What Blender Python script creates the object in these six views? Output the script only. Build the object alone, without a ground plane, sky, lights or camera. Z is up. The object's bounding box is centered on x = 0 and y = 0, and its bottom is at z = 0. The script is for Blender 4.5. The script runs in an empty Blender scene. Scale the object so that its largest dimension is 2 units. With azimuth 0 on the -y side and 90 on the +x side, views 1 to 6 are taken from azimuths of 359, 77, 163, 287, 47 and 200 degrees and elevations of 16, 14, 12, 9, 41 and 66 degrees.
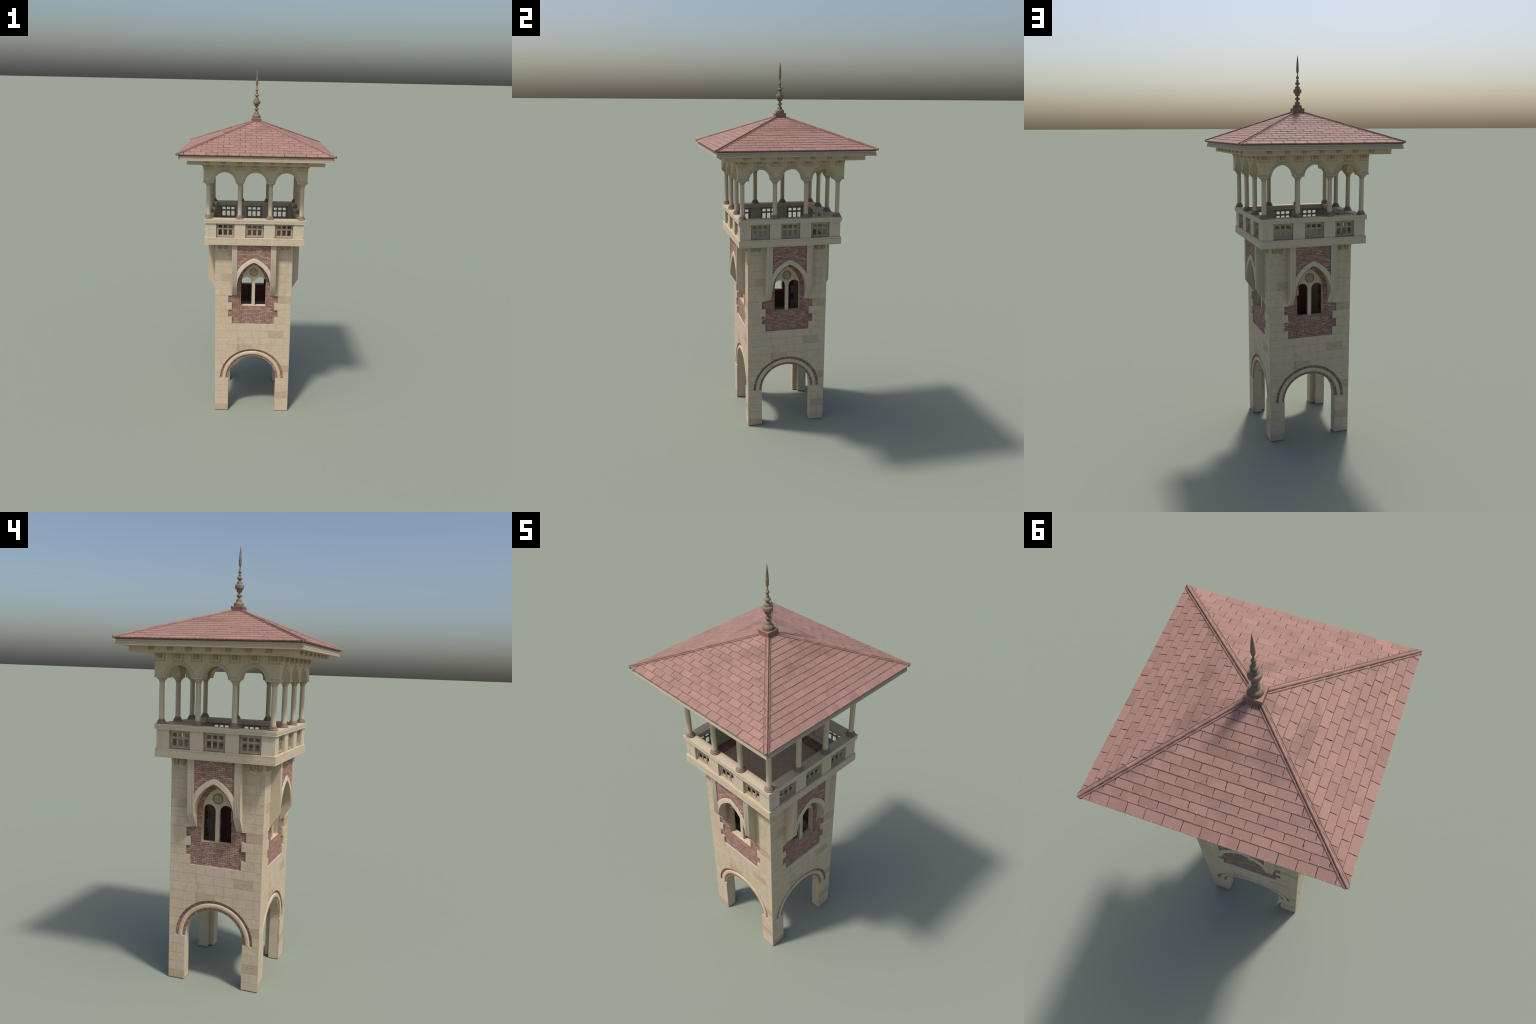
import bpy, bmesh, math, random
from math import sin, cos, pi, sqrt, radians
from mathutils import Matrix, Vector

rng = random.Random(11)

# ------------------------------------------------------------------ sizes (metres)
A = 0.2212            # half width of the shaft
VEN = 0.0075          # depth of the stone facing = depth of the brick recess
CORE = A - VEN        # outer face of the brick core
CIN = 0.1830          # inner face of the brick core
AIN = 0.1690          # inner face of the stone lining
COURSE, Z_OFF, BLOCK = 0.0437, 0.0385, 0.0913
Z_ROOM = 0.528
Z_BALC, Z_LEDGE = 1.0556, 1.0943
SPRING = Z_OFF + 4 * COURSE      # springing of the ground arch
R_OUT, R_STONE, R_BRICK, R_OPEN = 0.190, 0.1755, 0.1555, 0.142
GOTH_C, GOTH_Z = 0.0567, 0.8114  # centre of the pointed arches (mirrored)
G_WIN, G_IN, G_RING = 0.1279, 0.1507, 0.1740
WIN_W, SILL = 0.0712, 0.6745
CAN_IN, CAN_OUT, CAN_Y = 0.0942, 0.1245, 0.2635
Z_ARC, Z_SOFF, Z_SLAB, Z_FASC = 1.4034, 1.5085, 1.5337, 1.557
A_ARC, A_ARCIN = 0.281, 0.235
EAVE, Z_EAVE, PITCH = 0.4138, 1.5672, 0.378


def srgb(r, g, b):
    f = lambda c: c / 12.92 if c <= 0.04045 else ((c + 0.055) / 1.055) ** 2.4
    return (f(r / 255), f(g / 255), f(b / 255), 1.0)


# ------------------------------------------------------------------ node helpers
class Mat:
    def __init__(self, name, rough=0.85, spec=0.25):
        self.m = bpy.data.materials.new(name)
        self.m.use_nodes = True
        self.t = self.m.node_tree
        self.t.nodes.clear()
        self.out = self.n("ShaderNodeOutputMaterial")
        self.b = self.n("ShaderNodeBsdfPrincipled")
        self.b.inputs["Roughness"].default_value = rough
        self.b.inputs["Specular IOR Level"].default_value = spec
        self.l(self.b.outputs[0], self.out.inputs[0])
        self.co = self.n("ShaderNodeTexCoord").outputs["Object"]

    def n(self, kind, **kw):
        x = self.t.nodes.new(kind)
        for k, v in kw.items():
            setattr(x, k, v)
        return x

    def l(self, a, b):
        self.t.links.new(a, b)

    def put(self, sock, v):
        if hasattr(v, "is_output"):
            self.l(v, sock)
        elif v is not None:
            sock.default_value = v

    def mapping(self, scale=(1, 1, 1), loc=(0, 0, 0), rot=(0, 0, 0), vec=None):
        m = self.n("ShaderNodeMapping")
        m.inputs["Scale"].default_value = scale
        m.inputs["Location"].default_value = loc
        m.inputs["Rotation"].default_value = rot
        self.l(vec or self.co, m.inputs[0])
        return m.outputs[0]

    def noise(self, scale, detail=3, rough=0.55, vec=None, dist=0.0):
        x = self.n("ShaderNodeTexNoise")
        x.inputs["Scale"].default_value = scale
        x.inputs["Detail"].default_value = detail
        x.inputs["Roughness"].default_value = rough
        x.inputs["Distortion"].default_value = dist
        self.l(vec or self.co, x.inputs["Vector"])
        return x.outputs["Fac"]

    def math(self, op, a, b=0.0, c=0.0):
        x = self.n("ShaderNodeMath", operation=op)
        self.put(x.inputs[0], a)
        self.put(x.inputs[1], b)
        self.put(x.inputs[2], c)
        return x.outputs[0]

    def ramp(self, fac, stops, interp="LINEAR"):
        x = self.n("ShaderNodeValToRGB")
        x.color_ramp.interpolation = interp
        e = x.color_ramp.elements
        while len(e) < len(stops):
            e.new(0.5)
        for i, (p, c) in enumerate(stops):
            e[i].position = p
            e[i].color = c if len(c) == 4 else (*c, 1)
        self.l(fac, x.inputs[0])
        return x.outputs[0]

    def grey(self, fac, lo, hi, a=0.0, b=1.0):
        return self.ramp(fac, [(lo, (a, a, a)), (hi, (b, b, b))])

    def mix(self, fac, a, b, blend="MIX"):
        x = self.n("ShaderNodeMix", data_type="RGBA", blend_type=blend)
        self.put(x.inputs["Factor"], fac)
        self.put(x.inputs["A"], a)
        self.put(x.inputs["B"], b)
        return x.outputs["Result"]

    def bump(self, height, strength=0.3, dist=0.001):
        x = self.n("ShaderNodeBump")
        x.inputs["Strength"].default_value = strength
        x.inputs["Distance"].default_value = dist
        self.l(height, x.inputs["Height"])
        self.l(x.outputs[0], self.b.inputs["Normal"])

    def color(self, c):
        self.put(self.b.inputs["Base Color"], c)
        return self.m


def sep(M, vec):
    x = M.n("ShaderNodeSeparateXYZ")
    M.l(vec, x.inputs[0])
    return x.outputs


def comb(M, x, y, z=0.0):
    c = M.n("ShaderNodeCombineXYZ")
    M.put(c.inputs[0], x)
    M.put(c.inputs[1], y)
    M.put(c.inputs[2], z)
    return c.outputs[0]


# ------------------------------------------------------------------ materials
def sandstone(name, base, vein, blotch, vein_rot, seed):
    """Bedded sandstone: slanting veins and soft blotches."""
    M = Mat(name)
    sh = M.mapping(loc=(seed, seed * 0.7, seed * 1.3))
    v = M.mapping(scale=(1, 1, 4.5), rot=(0, radians(vein_rot), 0), vec=sh)
    veins = M.grey(M.noise(30, 6, 0.72, v, 1.4), 0.48, 0.64)
    blot = M.grey(M.noise(17, 3, 0.55, sh), 0.42, 0.66)
    grain = M.grey(M.noise(420, 2, 0.6), 0.3, 0.7, 0.90, 1.06)
    c = M.mix(M.math("MULTIPLY", veins, 0.72), base, vein)
    c = M.mix(M.math("MULTIPLY", blot, 0.75), c, blotch)
    st = M.grey(M.noise(34, 4, 0.6, M.mapping(scale=(1, 1, 0.14))), 0.54, 0.76)
    c = M.mix(M.math("MULTIPLY", st, 0.35), c, srgb(150, 136, 112))
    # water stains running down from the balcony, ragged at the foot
    z = M.math("ADD", sep(M, M.co)[2], M.math("MULTIPLY", M.noise(26, 3, 0.6, M.mapping(scale=(1, 1, 0.25))), 0.16))
    run = M.math("MULTIPLY", M.grey(z, 1.00, 1.13), M.grey(M.noise(40, 3, 0.6, M.mapping(scale=(1, 1, 0.1))), 0.38, 0.62))
    c = M.mix(M.math("MULTIPLY", run, 0.55), c, srgb(128, 117, 95))
    c = M.mix(1.0, c, grain, "MULTIPLY")
    M.bump(M.noise(260, 3, 0.6), 0.25, 0.0006)
    return M.color(c)


def ashlar(name):
    """Coursed sandstone with pale flush joints, for inner faces and jambs."""
    M = Mat(name)
    x, y, z = sep(M, M.co)
    u = M.math("ADD", x, y)
    br = M.n("ShaderNodeTexBrick", offset=0.5, offset_frequency=2)
    br.inputs["Scale"].default_value = 1.0
    br.inputs["Brick Width"].default_value = BLOCK
    br.inputs["Row Height"].default_value = COURSE
    br.inputs["Mortar Size"].default_value = 0.0011
    br.inputs["Mortar Smooth"].default_value = 0.2
    br.inputs["Color1"].default_value = STONE_LIGHT
    br.inputs["Color2"].default_value = STONE_TAN
    br.inputs["Mortar"].default_value = JOINT
    M.l(comb(M, u, M.math("SUBTRACT", z, Z_OFF)), br.inputs["Vector"])
    v = M.mapping(scale=(1, 1, 4), rot=(0.4, 0.5, 0))
    veins = M.grey(M.noise(60, 5, 0.6, v, 0.7), 0.5, 0.72)
    c = M.mix(M.math("MULTIPLY", veins, 0.3), br.outputs["Color"], STONE_VEIN)
    M.bump(M.noise(260, 3, 0.6), 0.25, 0.0006)
    return M.color(c)


def brick_random(M):
    g = M.n("ShaderNodeNewGeometry").outputs["Random Per Island"]
    o = M.n("ShaderNodeObjectInfo").outputs["Random"]
    return M.math("FRACT", M.math("ADD", g, o)), g


def brickwork(name):
    M = Mat(name)
    _, g = brick_random(M)
    c = M.ramp(g, BRICK_STOPS)
    n = M.grey(M.noise(120, 4, 0.65), 0.40, 0.66)
    c = M.mix(M.math("MULTIPLY", n, 0.75), c, BRICK_PALE)
    big = M.grey(M.noise(16, 2, 0.5), 0.40, 0.66)
    c = M.mix(M.math("MULTIPLY", big, 0.35), c, BRICK_MAUVE)
    c = M.mix(1.0, c, M.grey(M.noise(700, 2), 0.3, 0.7, 0.86, 1.1), "MULTIPLY")
    M.bump(M.noise(500, 3), 0.4, 0.0008)
    return M.color(c)


def brick_lining(name):
    """Brick bond drawn in nodes, for the inside walls nobody can reach."""
    M = Mat(name)
    x, y, z = sep(M, M.co)
    br = M.n("ShaderNodeTexBrick", offset=0.5)
    br.inputs["Scale"].default_value = 1.0
    br.inputs["Brick Width"].default_value = 0.0222
    br.inputs["Row Height"].default_value = 0.00835
    br.inputs["Mortar Size"].default_value = 0.0006
    br.inputs["Color1"].default_value = BRICK_MAUVE
    br.inputs["Color2"].default_value = BRICK_RED
    br.inputs["Mortar"].default_value = MORTAR
    M.l(comb(M, M.math("ADD", x, y), z), br.inputs["Vector"])
    return M.color(br.outputs["Color"])


def plain_stone(name, base, dark, pink, streak=0.35, frieze=False):
    """Fine dressed stone with faint warm and grey weathering."""
    M = Mat(name)
    soft = M.grey(M.noise(14, 3, 0.55), 0.42, 0.70)
    st = M.mapping(scale=(1, 1, 0.16))
    run = M.grey(M.noise(58, 3, 0.6, st), 0.56, 0.78)
    c = M.mix(M.math("MULTIPLY", soft, 0.45), base, pink)
    c = M.mix(M.math("MULTIPLY", run, streak), c, dark)
    c = M.mix(1.0, c, M.grey(M.noise(600, 2), 0.3, 0.7, 0.92, 1.05), "MULTIPLY")
    if frieze:
        rot = M.mapping(scale=(1, 1, 1.25), rot=(0, 0.5, 0))
        h = M.noise(95, 3, 0.6, rot, 1.4)
        c = M.mix(M.grey(h, 0.40, 0.56, 0.34, 0.0), c, dark)
        M.bump(h, 0.5, 0.0022)
    else:
        M.bump(M.noise(330, 3, 0.6), 0.2, 0.0005)
    return M.color(c)


def slate(name, grime=0.0, soot=0.48):
    M = Mat(name, rough=0.72, spec=0.3)
    g = M.n("ShaderNodeNewGeometry").outputs["Random Per Island"]
    o = M.n("ShaderNodeObjectInfo")
    r = M.math("FRACT", M.math("ADD", g, o.outputs["Random"]))
    va = M.n("ShaderNodeVectorMath", operation="ADD")
    M.l(M.co, va.inputs[0])
    M.l(o.outputs["Location"], va.inputs[1])
    p = va.outputs[0]
    c = M.ramp(r, [(0.0, ROOF_DARK), (0.35, ROOF_MID), (0.7, ROOF_MID), (1.0, ROOF_PALE)])
    cl = M.grey(M.noise(38, 5, 0.62, p, 0.8), 0.47, 0.72)
    c = M.mix(M.math("MULTIPLY", cl, 0.5), c, ROOF_BLUSH)
    rub = M.grey(M.noise(75, 4, 0.7, p, 1.5), 0.66, 0.74)
    c = M.mix(M.math("MULTIPLY", rub, 0.45), c, ROOF_RUB)
    stain = M.grey(M.noise(11.0, 2, 0.5, p), 0.54 - grime, 0.70 - grime)
    c = M.mix(M.math("MULTIPLY", stain, soot), c, ROOF_STAIN)
    M.bump(M.noise(190, 4, 0.6, p), 0.25, 0.0007)
    return M.color(c)


def floor_tiles(name):
    """Paved floor: red border slabs, buff field cut by a diagonal lattice of pale joints."""
    M = Mat(name, rough=0.7)
    x, y, z = sep(M, M.co)
    T, F = 0.063, 0.178

    def line(v, period, off, w):
        d = M.math("PINGPONG", M.math("ADD", v, off + 20 * period), period / 2)
        return M.math("LESS_THAN", d, w)

    ax, ay = M.math("ABSOLUTE", x), M.math("ABSOLUTE", y)
    m = M.math("MAXIMUM", ax, ay)
    border = M.math("GREATER_THAN", m, F)
    d1 = line(M.math("ADD", x, y), T, 0, 0.0012)
    d2 = line(M.math("SUBTRACT", x, y), T, 0, 0.0012)
    a1 = M.math("MULTIPLY", line(x, T * 2, 0, 0.0009), line(y, T * 2, T / 2, T / 2 + .0005))
    a2 = M.math("MULTIPLY", line(y, T * 2, 0, 0.0009), line(x, T * 2, T / 2, T / 2 + .0005))
    diag = M.math("MAXIMUM", M.math("MAXIMUM", d1, d2), M.math("MAXIMUM", a1, a2))
    edge = M.math("LESS_THAN", M.math("ABSOLUTE", M.math("SUBTRACT", m, F)), 0.0016)
    long_ = M.math("MINIMUM", ax, ay)
    bj = line(long_, T, T / 2, 0.0014)
    joint = M.n("ShaderNodeMix", data_type="FLOAT")
    M.l(border, joint.inputs["Factor"])
    M.l(diag, joint.inputs["A"])
    M.l(bj, joint.inputs["B"])
    j = M.math("MAXIMUM", joint.outputs["Result"], edge)
    n = M.grey(M.noise(26, 4), 0.35, 0.7)
    red = M.mix(n, srgb(138, 104, 97), srgb(122, 92, 86))
    buff = M.mix(n, srgb(170, 148, 122), srgb(160, 142, 132))
    c = M.mix(border, buff, red)
    c = M.mix(j, c, srgb(172, 166, 166))
    return M.color(c)


def simple(name, c, c2, scale, rough=0.8, spec=0.3):
    M = Mat(name, rough, spec)
    n = M.grey(M.noise(scale, 4, 0.6), 0.38, 0.66)
    M.bump(M.noise(scale * 8, 3), 0.2, 0.0005)
    return M.color(M.mix(n, c, c2))


STONE_LIGHT, STONE_TAN, STONE_VEIN = srgb(200, 184, 159), srgb(194, 177, 151), srgb(172, 149, 116)
STONE_DARK, STONE_PINK, JOINT = srgb(183, 164, 139), srgb(196, 179, 158), srgb(180, 175, 168)
BRICK_RED, BRICK_MAUVE, BRICK_PALE, MORTAR = srgb(136, 88, 82), srgb(136, 96, 96), srgb(184, 154, 128), srgb(92, 72, 66)
BRICK_STOPS = [(0.0, srgb(122, 86, 83)), (0.3, srgb(136, 98, 93)), (0.6, srgb(146, 108, 101)), (0.85, srgb(164, 130, 114)), (1.0, srgb(178, 150, 126))]
ROOF_DARK, ROOF_MID, ROOF_PALE = srgb(144, 112, 103), srgb(151, 117, 107), srgb(159, 123, 111)
ROOF_BLUSH, ROOF_RUB, ROOF_STAIN = srgb(160, 118, 107), srgb(184, 143, 121), srgb(124, 98, 88)

M_BLOCK = [sandstone("sandstone_pale", STONE_LIGHT, STONE_VEIN, srgb(195, 172, 140), 35, 0.0),
           sandstone("sandstone_buff", STONE_TAN, STONE_VEIN, srgb(206, 184, 160), -25, 3.1),
           sandstone("sandstone_brown", STONE_DARK, srgb(158, 126, 84), srgb(188, 164, 140), 40, 5.7),
           sandstone("sandstone_pink", STONE_PINK, srgb(190, 166, 132), srgb(198, 175, 156), 60, 8.3)]
M_ASHLAR = ashlar("ashlar_masonry")
M_JOINT = simple("lime_joint", JOINT, srgb(170, 165, 158), 60)
M_BRICK = brickwork("weathered_brick")
M_BLIN = brick_lining("inner_brickwork")
M_MORTAR = simple("dark_mortar", MORTAR, srgb(88, 62, 56), 90)
M_STONE = plain_stone("dressed_stone", srgb(197, 182, 158), srgb(150, 141, 127), srgb(195, 178, 157), 0.45)
M_CREAM = plain_stone("smooth_stone", srgb(194, 179, 154), srgb(160, 148, 130), srgb(190, 173, 151), 0.16)
M_MOULD = plain_stone("grey_moulding", srgb(192, 179, 158), srgb(160, 150, 134), srgb(194, 175, 154), 0.12)
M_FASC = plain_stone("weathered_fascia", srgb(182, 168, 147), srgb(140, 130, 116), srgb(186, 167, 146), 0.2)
M_FRIEZE = plain_stone("carved_frieze", srgb(200, 184, 158), srgb(160, 146, 126), srgb(198, 178, 156), 0.1, True)
M_ARCADE = plain_stone("arcade_stone", srgb(190, 174, 146), srgb(148, 136, 116), srgb(188, 169, 144), 0.45)
M_BRONZE = simple("aged_bronze", srgb(130, 114, 94), srgb(110, 97, 80), 45, 0.6)
M_BASE = simple("brown_base_stone", srgb(148, 131, 111), srgb(130, 115, 98), 70)
M_GRILLE = simple("grille_stone", srgb(172, 156, 132), srgb(158, 143, 121), 60)
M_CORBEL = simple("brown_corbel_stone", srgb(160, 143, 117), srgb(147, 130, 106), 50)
M_GROOVE = simple("dark_groove", srgb(132, 119, 97), srgb(122, 111, 92), 80)  # dark line colour; round the corbels it paints crease shade
M_ROOF_LINE = simple("roof_shade_line", srgb(106, 80, 72), srgb(90, 68, 62), 60)  # dark roof colour, also used for the painted course shadows
M_CAP = simple("capital_stone", srgb(178, 162, 138), srgb(160, 145, 123), 70)
M_FLOOR = floor_tiles("paving")
M_TILE = slate("clay_slate")
M_HIP = slate("smudged_slate", 0.09, 0.7)
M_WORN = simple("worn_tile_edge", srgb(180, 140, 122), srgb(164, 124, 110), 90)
M_RIDGE = slate("ridge_clay", 0.12)
M_HOOK = simple("copper_hook", srgb(226, 172, 146), srgb(206, 150, 122), 60, 0.5, 0.5)

# ------------------------------------------------------------------ mesh helpers
SIDES = [Matrix.Rotation(i * pi / 2, 4, "Z") for i in range(4)]


def finish(bm, name, mats, pick=None, smooth=35):
    bmesh.ops.remove_doubles(bm, verts=bm.verts, dist=1e-6)
    bmesh.ops.dissolve_degenerate(bm, dist=1e-6, edges=bm.edges)
    bmesh.ops.recalc_face_normals(bm, faces=bm.faces)
    lim = radians(smooth)
    for f in bm.faces:
        f.smooth = True
        if pick:
            f.material_index = pick(f)
    for e in bm.edges:
        e.smooth = len(e.link_faces) == 2 and e.calc_face_angle(4.0) < lim
    me = bpy.data.meshes.new(name)
    bm.to_mesh(me)
    bm.free()
    for m in mats if isinstance(mats, (list, tuple)) else [mats]:
        me.materials.append(m)
    return me


def put(name, me, parent, mat=None, kind=None):
    o = bpy.data.objects.new(name, me)
    bpy.context.collection.objects.link(o)
    if mat is not None:
        o.matrix_world = mat
    if parent is not None:
        o.parent = parent
        o.matrix_parent_inverse = parent.matrix_world.inverted()
        if mat is not None:
            o.matrix_basis = mat
    if kind:
        o["kind"] = kind
    return o


def lin(a, b, n):
    return [a + (b - a) * i / n for i in range(n + 1)]


def strip(bm, xs, low, high, y0, y1):
    """Solid between z=low(x) and z=high(x), from depth y0 to y1."""
    lo = low if callable(low) else lambda x: low
    hi = high if callable(high) else lambda x: high
    cols, runs = [], []
    for x in xs:
        a, b = lo(x), hi(x)
        if b < a - 1e-7:
            if len(cols) > 1:
                runs.append(cols)
            cols = []
        else:
            cols.append((x, a, b))
    if len(cols) > 1:
        runs.append(cols)
    for cs in runs:
        v = [[bm.verts.new((x, y, z)) for y, z in ((y0, a), (y0, b), (y1, b), (y1, a))] for x, a, b in cs]
        for p, q in zip(v, v[1:]):
            for i in range(4):
                j = (i + 1) % 4
                bm.faces.new((p[i], q[i], q[j], p[j]))
        bm.faces.new(v[0])
        bm.faces.new(v[-1][::-1])


def box(bm, x0, x1, y0, y1, z0, z1):
    strip(bm, [x0, x1], z0, z1, y0, y1)


def square_ring(bm, prof):
    """Sweep a closed profile of (half width, z) round a square plan."""
    sg = ((-1, -1), (1, -1), (1, 1), (-1, 1))
    v = [[bm.verts.new((sx * a, sy * a, z)) for a, z in prof] for sx, sy in sg]
    n = len(prof)
    for k in range(4):
        p, q = v[k], v[(k + 1) % 4]
        for i in range(n):
            j = (i + 1) % n
            bm.faces.new((p[i], q[i], q[j], p[j]))


def lathe(bm, prof, seg=32, at=(0, 0, 0)):
    rings = []
    for r, z in prof:
        rings.append([bm.verts.new((at[0] + r * cos(2 * pi * k / seg), at[1] + r * sin(2 * pi * k / seg), at[2] + z)) for k in range(seg)])
    for p, q in zip(rings, rings[1:]):
        for k in range(seg):
            bm.faces.new((p[k], p[(k + 1) % seg], q[(k + 1) % seg], q[k]))
    bm.faces.new(rings[0][::-1])
    bm.faces.new(rings[-1])


def disc(x, r, zc, cx=0.0):
    d = r * r - (x - cx) ** 2
    return zc + sqrt(d) if d > 0 else zc


def gothic(x, R):
    d = R * R - (abs(x) + GOTH_C) ** 2
    return GOTH_Z + sqrt(d) if d > 0 else GOTH_Z


# ------------------------------------------------------------------ the tower
tower = bpy.data.objects.new("lookout_tower", None)
bpy.context.collection.objects.link(tower)
tower.empty_display_size = 0.2
tower["label"] = "Italianate stone and brick lookout tower with columned balcony and tiled roof"
tower["category"] = "tower building"


# ---- shaft core (brick core with ground arch and window openings)
def build_core():
    bm = bmesh.new()
    L0, L1 = -CORE, CIN
    arch = lambda x: disc(x, R_OPEN, SPRING)
    xs = [-R_OPEN * cos(pi * i / 48) for i in range(49)]
    box(bm, L0, -R_OPEN, -CORE, -CIN, 0, SILL)
    box(bm, R_OPEN, L1, -CORE, -CIN, 0, SILL)
    strip(bm, xs, arch, SILL, -CORE, -CIN)
    box(bm, L0, -WIN_W, -CORE, -CIN, SILL, Z_BALC)
    box(bm, WIN_W, L1, -CORE, -CIN, SILL, Z_BALC)
    strip(bm, lin(-WIN_W, 0, 20) + lin(0, WIN_W, 20)[1:], lambda x: gothic(x, G_WIN), Z_BALC, -CORE, -CIN)

    def pick(f):
        n = f.normal
        return 0 if n.y < -0.9 else 1 if n.y > 0.9 else 2
    return finish(bm, "shaft_core", [M_MORTAR, M_BLIN, M_ASHLAR], pick)


def recess_half(k):
    """Half width of the brick recess in a course: it is toothed into the quoins."""
    if k < 12:
        return 0.0
    return {13: 0.1433, 15: 0.1433}.get(k, 0.1225)


def ashlar_cells():
    """Blocks of one face: courses in half bond, cut by recess and ground arch."""
    for k in range(-1, 24):
        z0, z1 = max(0.0, Z_OFF + k * COURSE), min(Z_BALC, Z_OFF + (k + 1) * COURSE)
        if z1 - z0 < 0.004:
            continue
        joints = [BLOCK * (i + (0.5 if k % 2 else 0.0)) for i in range(-4, 4)]
        ends = [-A + 0.0004] + [j for j in joints if abs(j) < A - 0.012] + [A - 0.0004]
        h = recess_half(k)
        if z1 <= SPRING + 1e-6:
            h = R_OPEN
        for x0, x1 in zip(ends, ends[1:]):
            parts = [(x0, x1)]
            if h:
                parts = [(x0, min(x1, -h)), (max(x0, h), x1)]
            for a, b in parts:
                if b - a > 0.004:
                    yield k, a, b, z0, z1


def cell_strip(bm, a, b, z0, z1, y0, y1, gap, R):
    ga = 0 if abs(abs(a) - R_OPEN) < 1e-5 else gap
    gb = 0 if abs(abs(b) - R_OPEN) < 1e-5 else gap
    low = lambda x: max(z0 + gap, disc(x, R, SPRING) if z1 > SPRING and abs(x) < R else 0)
    n = 12 if min(abs(a), abs(b)) < R and z0 < SPRING + R and z1 > SPRING + 0.001 else 1
    xs = lin(a + ga, b - gb, n)
    if n > 1:   # keep exact ends where the arch leaves the block
        top = z1 - gap - SPRING
        if top < R:
            e = sqrt(R * R - top * top)
            xs = sorted(xs + [s for s in (-e, e) if xs[0] < s < xs[-1]])
        if xs[0] < -R < xs[-1] or xs[0] < R < xs[-1]:
            xs = sorted(xs + [s for s in (-R, R) if xs[0] < s < xs[-1]])
    strip(bm, xs, low, z1 - gap, y0, y1)


def shade_of(k, xm):
    """Stone tint per block; a few blocks stand out browner or pinker, the same on each face."""
    special = {(10, 1.5): 2, (10, -2.2): 3, (8, -0.5): 2, (9, -2): 1, (8, -2.2): 0, (15, 2): 2, (15, -2): 1, (18, -2.2): 3, (18, -1.6): 2,
               (20, -1.6): 3, (20, 2.2): 3, (3, 2): 1, (1, 2): 2, (0, 1.8): 3, (-1, -2): 2, (1, -2): 0, (9, 2): 3, (5, 1.9): 2, (10, 2.2): 3}
    for (kk, xx), m in special.items():
        if kk == k and abs(xm / BLOCK - xx) < 0.28:
            return m
    return rng.choice((0, 0, 0, 0, 1, 1, 1, 3))


def build_blocks():
    out, small = [], []
    for k, a, b, z0, z1 in ashlar_cells():
        hidden = z1 > 1.0 and False
        bm = bmesh.new()
        cell_strip(bm, a, b, z0, z1, -A, -CORE - 0.0004, 0.0010, R_OUT)
        if not bm.faces:
            bm.free()
            continue
        area = (b - a) * (z1 - z0)
        me = finish(bm, "ashlar_block", M_BLOCK[shade_of(k, (a + b) / 2)])
        out.append((area, me))
    return out


def build_joints():
    bm = bmesh.new()
    for k, a, b, z0, z1 in ashlar_cells():
        ia = 0.0005 if abs(abs(a) - R_OPEN) < 1e-5 else 0
        ib = 0.0005 if abs(abs(b) - R_OPEN) < 1e-5 else 0
        cell_strip(bm, max(a, -A + 0.0009) + ia, min(b, A - 0.0009) - ib, z0, z1, -A + 0.0004, -CORE - 0.0003, 0.0001, R_OUT + 0.0005)
    return finish(bm, "lime_jointing", M_JOINT)


def build_lining():
    bm = bmesh.new()
    for k, a, b, z0, z1 in ashlar_cells():
        a, b = max(a, -CIN), min(b, CIN)
        if b - a > 0.002:
            cell_strip(bm, a, b, z0, z1, -CIN, -AIN, 0.0, R_OPEN)
    return finish(bm, "inner_lining", M_ASHLAR)


def bricks(bm, x0, x1, z0, z1, y_face, y_back, low=None, half=None, bl=0.0222, bh=0.00835, mj=0.0006):
    """Running-bond bricks clipped to z>low(x) and |x|<half(z)."""
    k = 0
    z = z0
    while z < z1 - 0.002:
        zt = min(z + bh, z1)
        hw = half((z + zt) / 2) if half else x1
        x = x0 - bl * (0.5 if k % 2 else 0.0)
        while x < x1:
            a, b = max(x, x0, -hw) + mj, min(x + bl, x1, hw) - mj
            if b - a > 0.0015:
                jit = rng.uniform(-0.0003, 0.0002)
                lo = (lambda xx: max(z + mj, low(xx))) if low else z + mj
                strip(bm, lin(a, b, 4) if low else [a, b], lo, zt - mj, y_face + jit, y_back)
            x += bl
        z += bh
        k += 1


def build_recess_bricks():
    bm = bmesh.new()

    def half(z):
        return recess_half(math.floor((z - Z_OFF) / COURSE + 1e-6))
    fy, by = -CORE - 0.0010, -CORE + 0.001
    z12 = Z_OFF + 12 * COURSE
    bricks(bm, -0.1433, 0.1433, z12, SILL, fy, by, half=half)
    # beside and above the window: two jamb strips, then over the arch
    n = int((0.985 - SILL) / 0.00835)
    k = round((SILL - z12) / 0.00835)
    z = SILL
    for i in range(n):
        zt = z + 0.00835
        hw = half((z + zt) / 2)
        x = -0.1433 - 0.0222 * (0.5 if (k + i) % 2 else 0)
        while x < 0.1433:
            a, b = max(x, -hw) + 0.0006, min(x + 0.0222, hw) - 0.0006
            x += 0.0222
            segs = [(a, b)]
            if zt <= GOTH_Z:
                segs = [(a, min(b, -WIN_W)), (max(a, WIN_W), b)]
            for p, q in segs:
                if q - p > 0.0015:
                    lo = (lambda xx, z=z: max(z + 0.0006, gothic(xx, G_WIN) if abs(xx) < WIN_W and z + 0.009 > GOTH_Z else 0))
                    strip(bm, lin(p, q, 4), lo, zt - 0.0006, fy + rng.uniform(-0.0003, 0.0002), by)
        z = zt
    return finish(bm, "recess_brick", M_BRICK)


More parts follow.
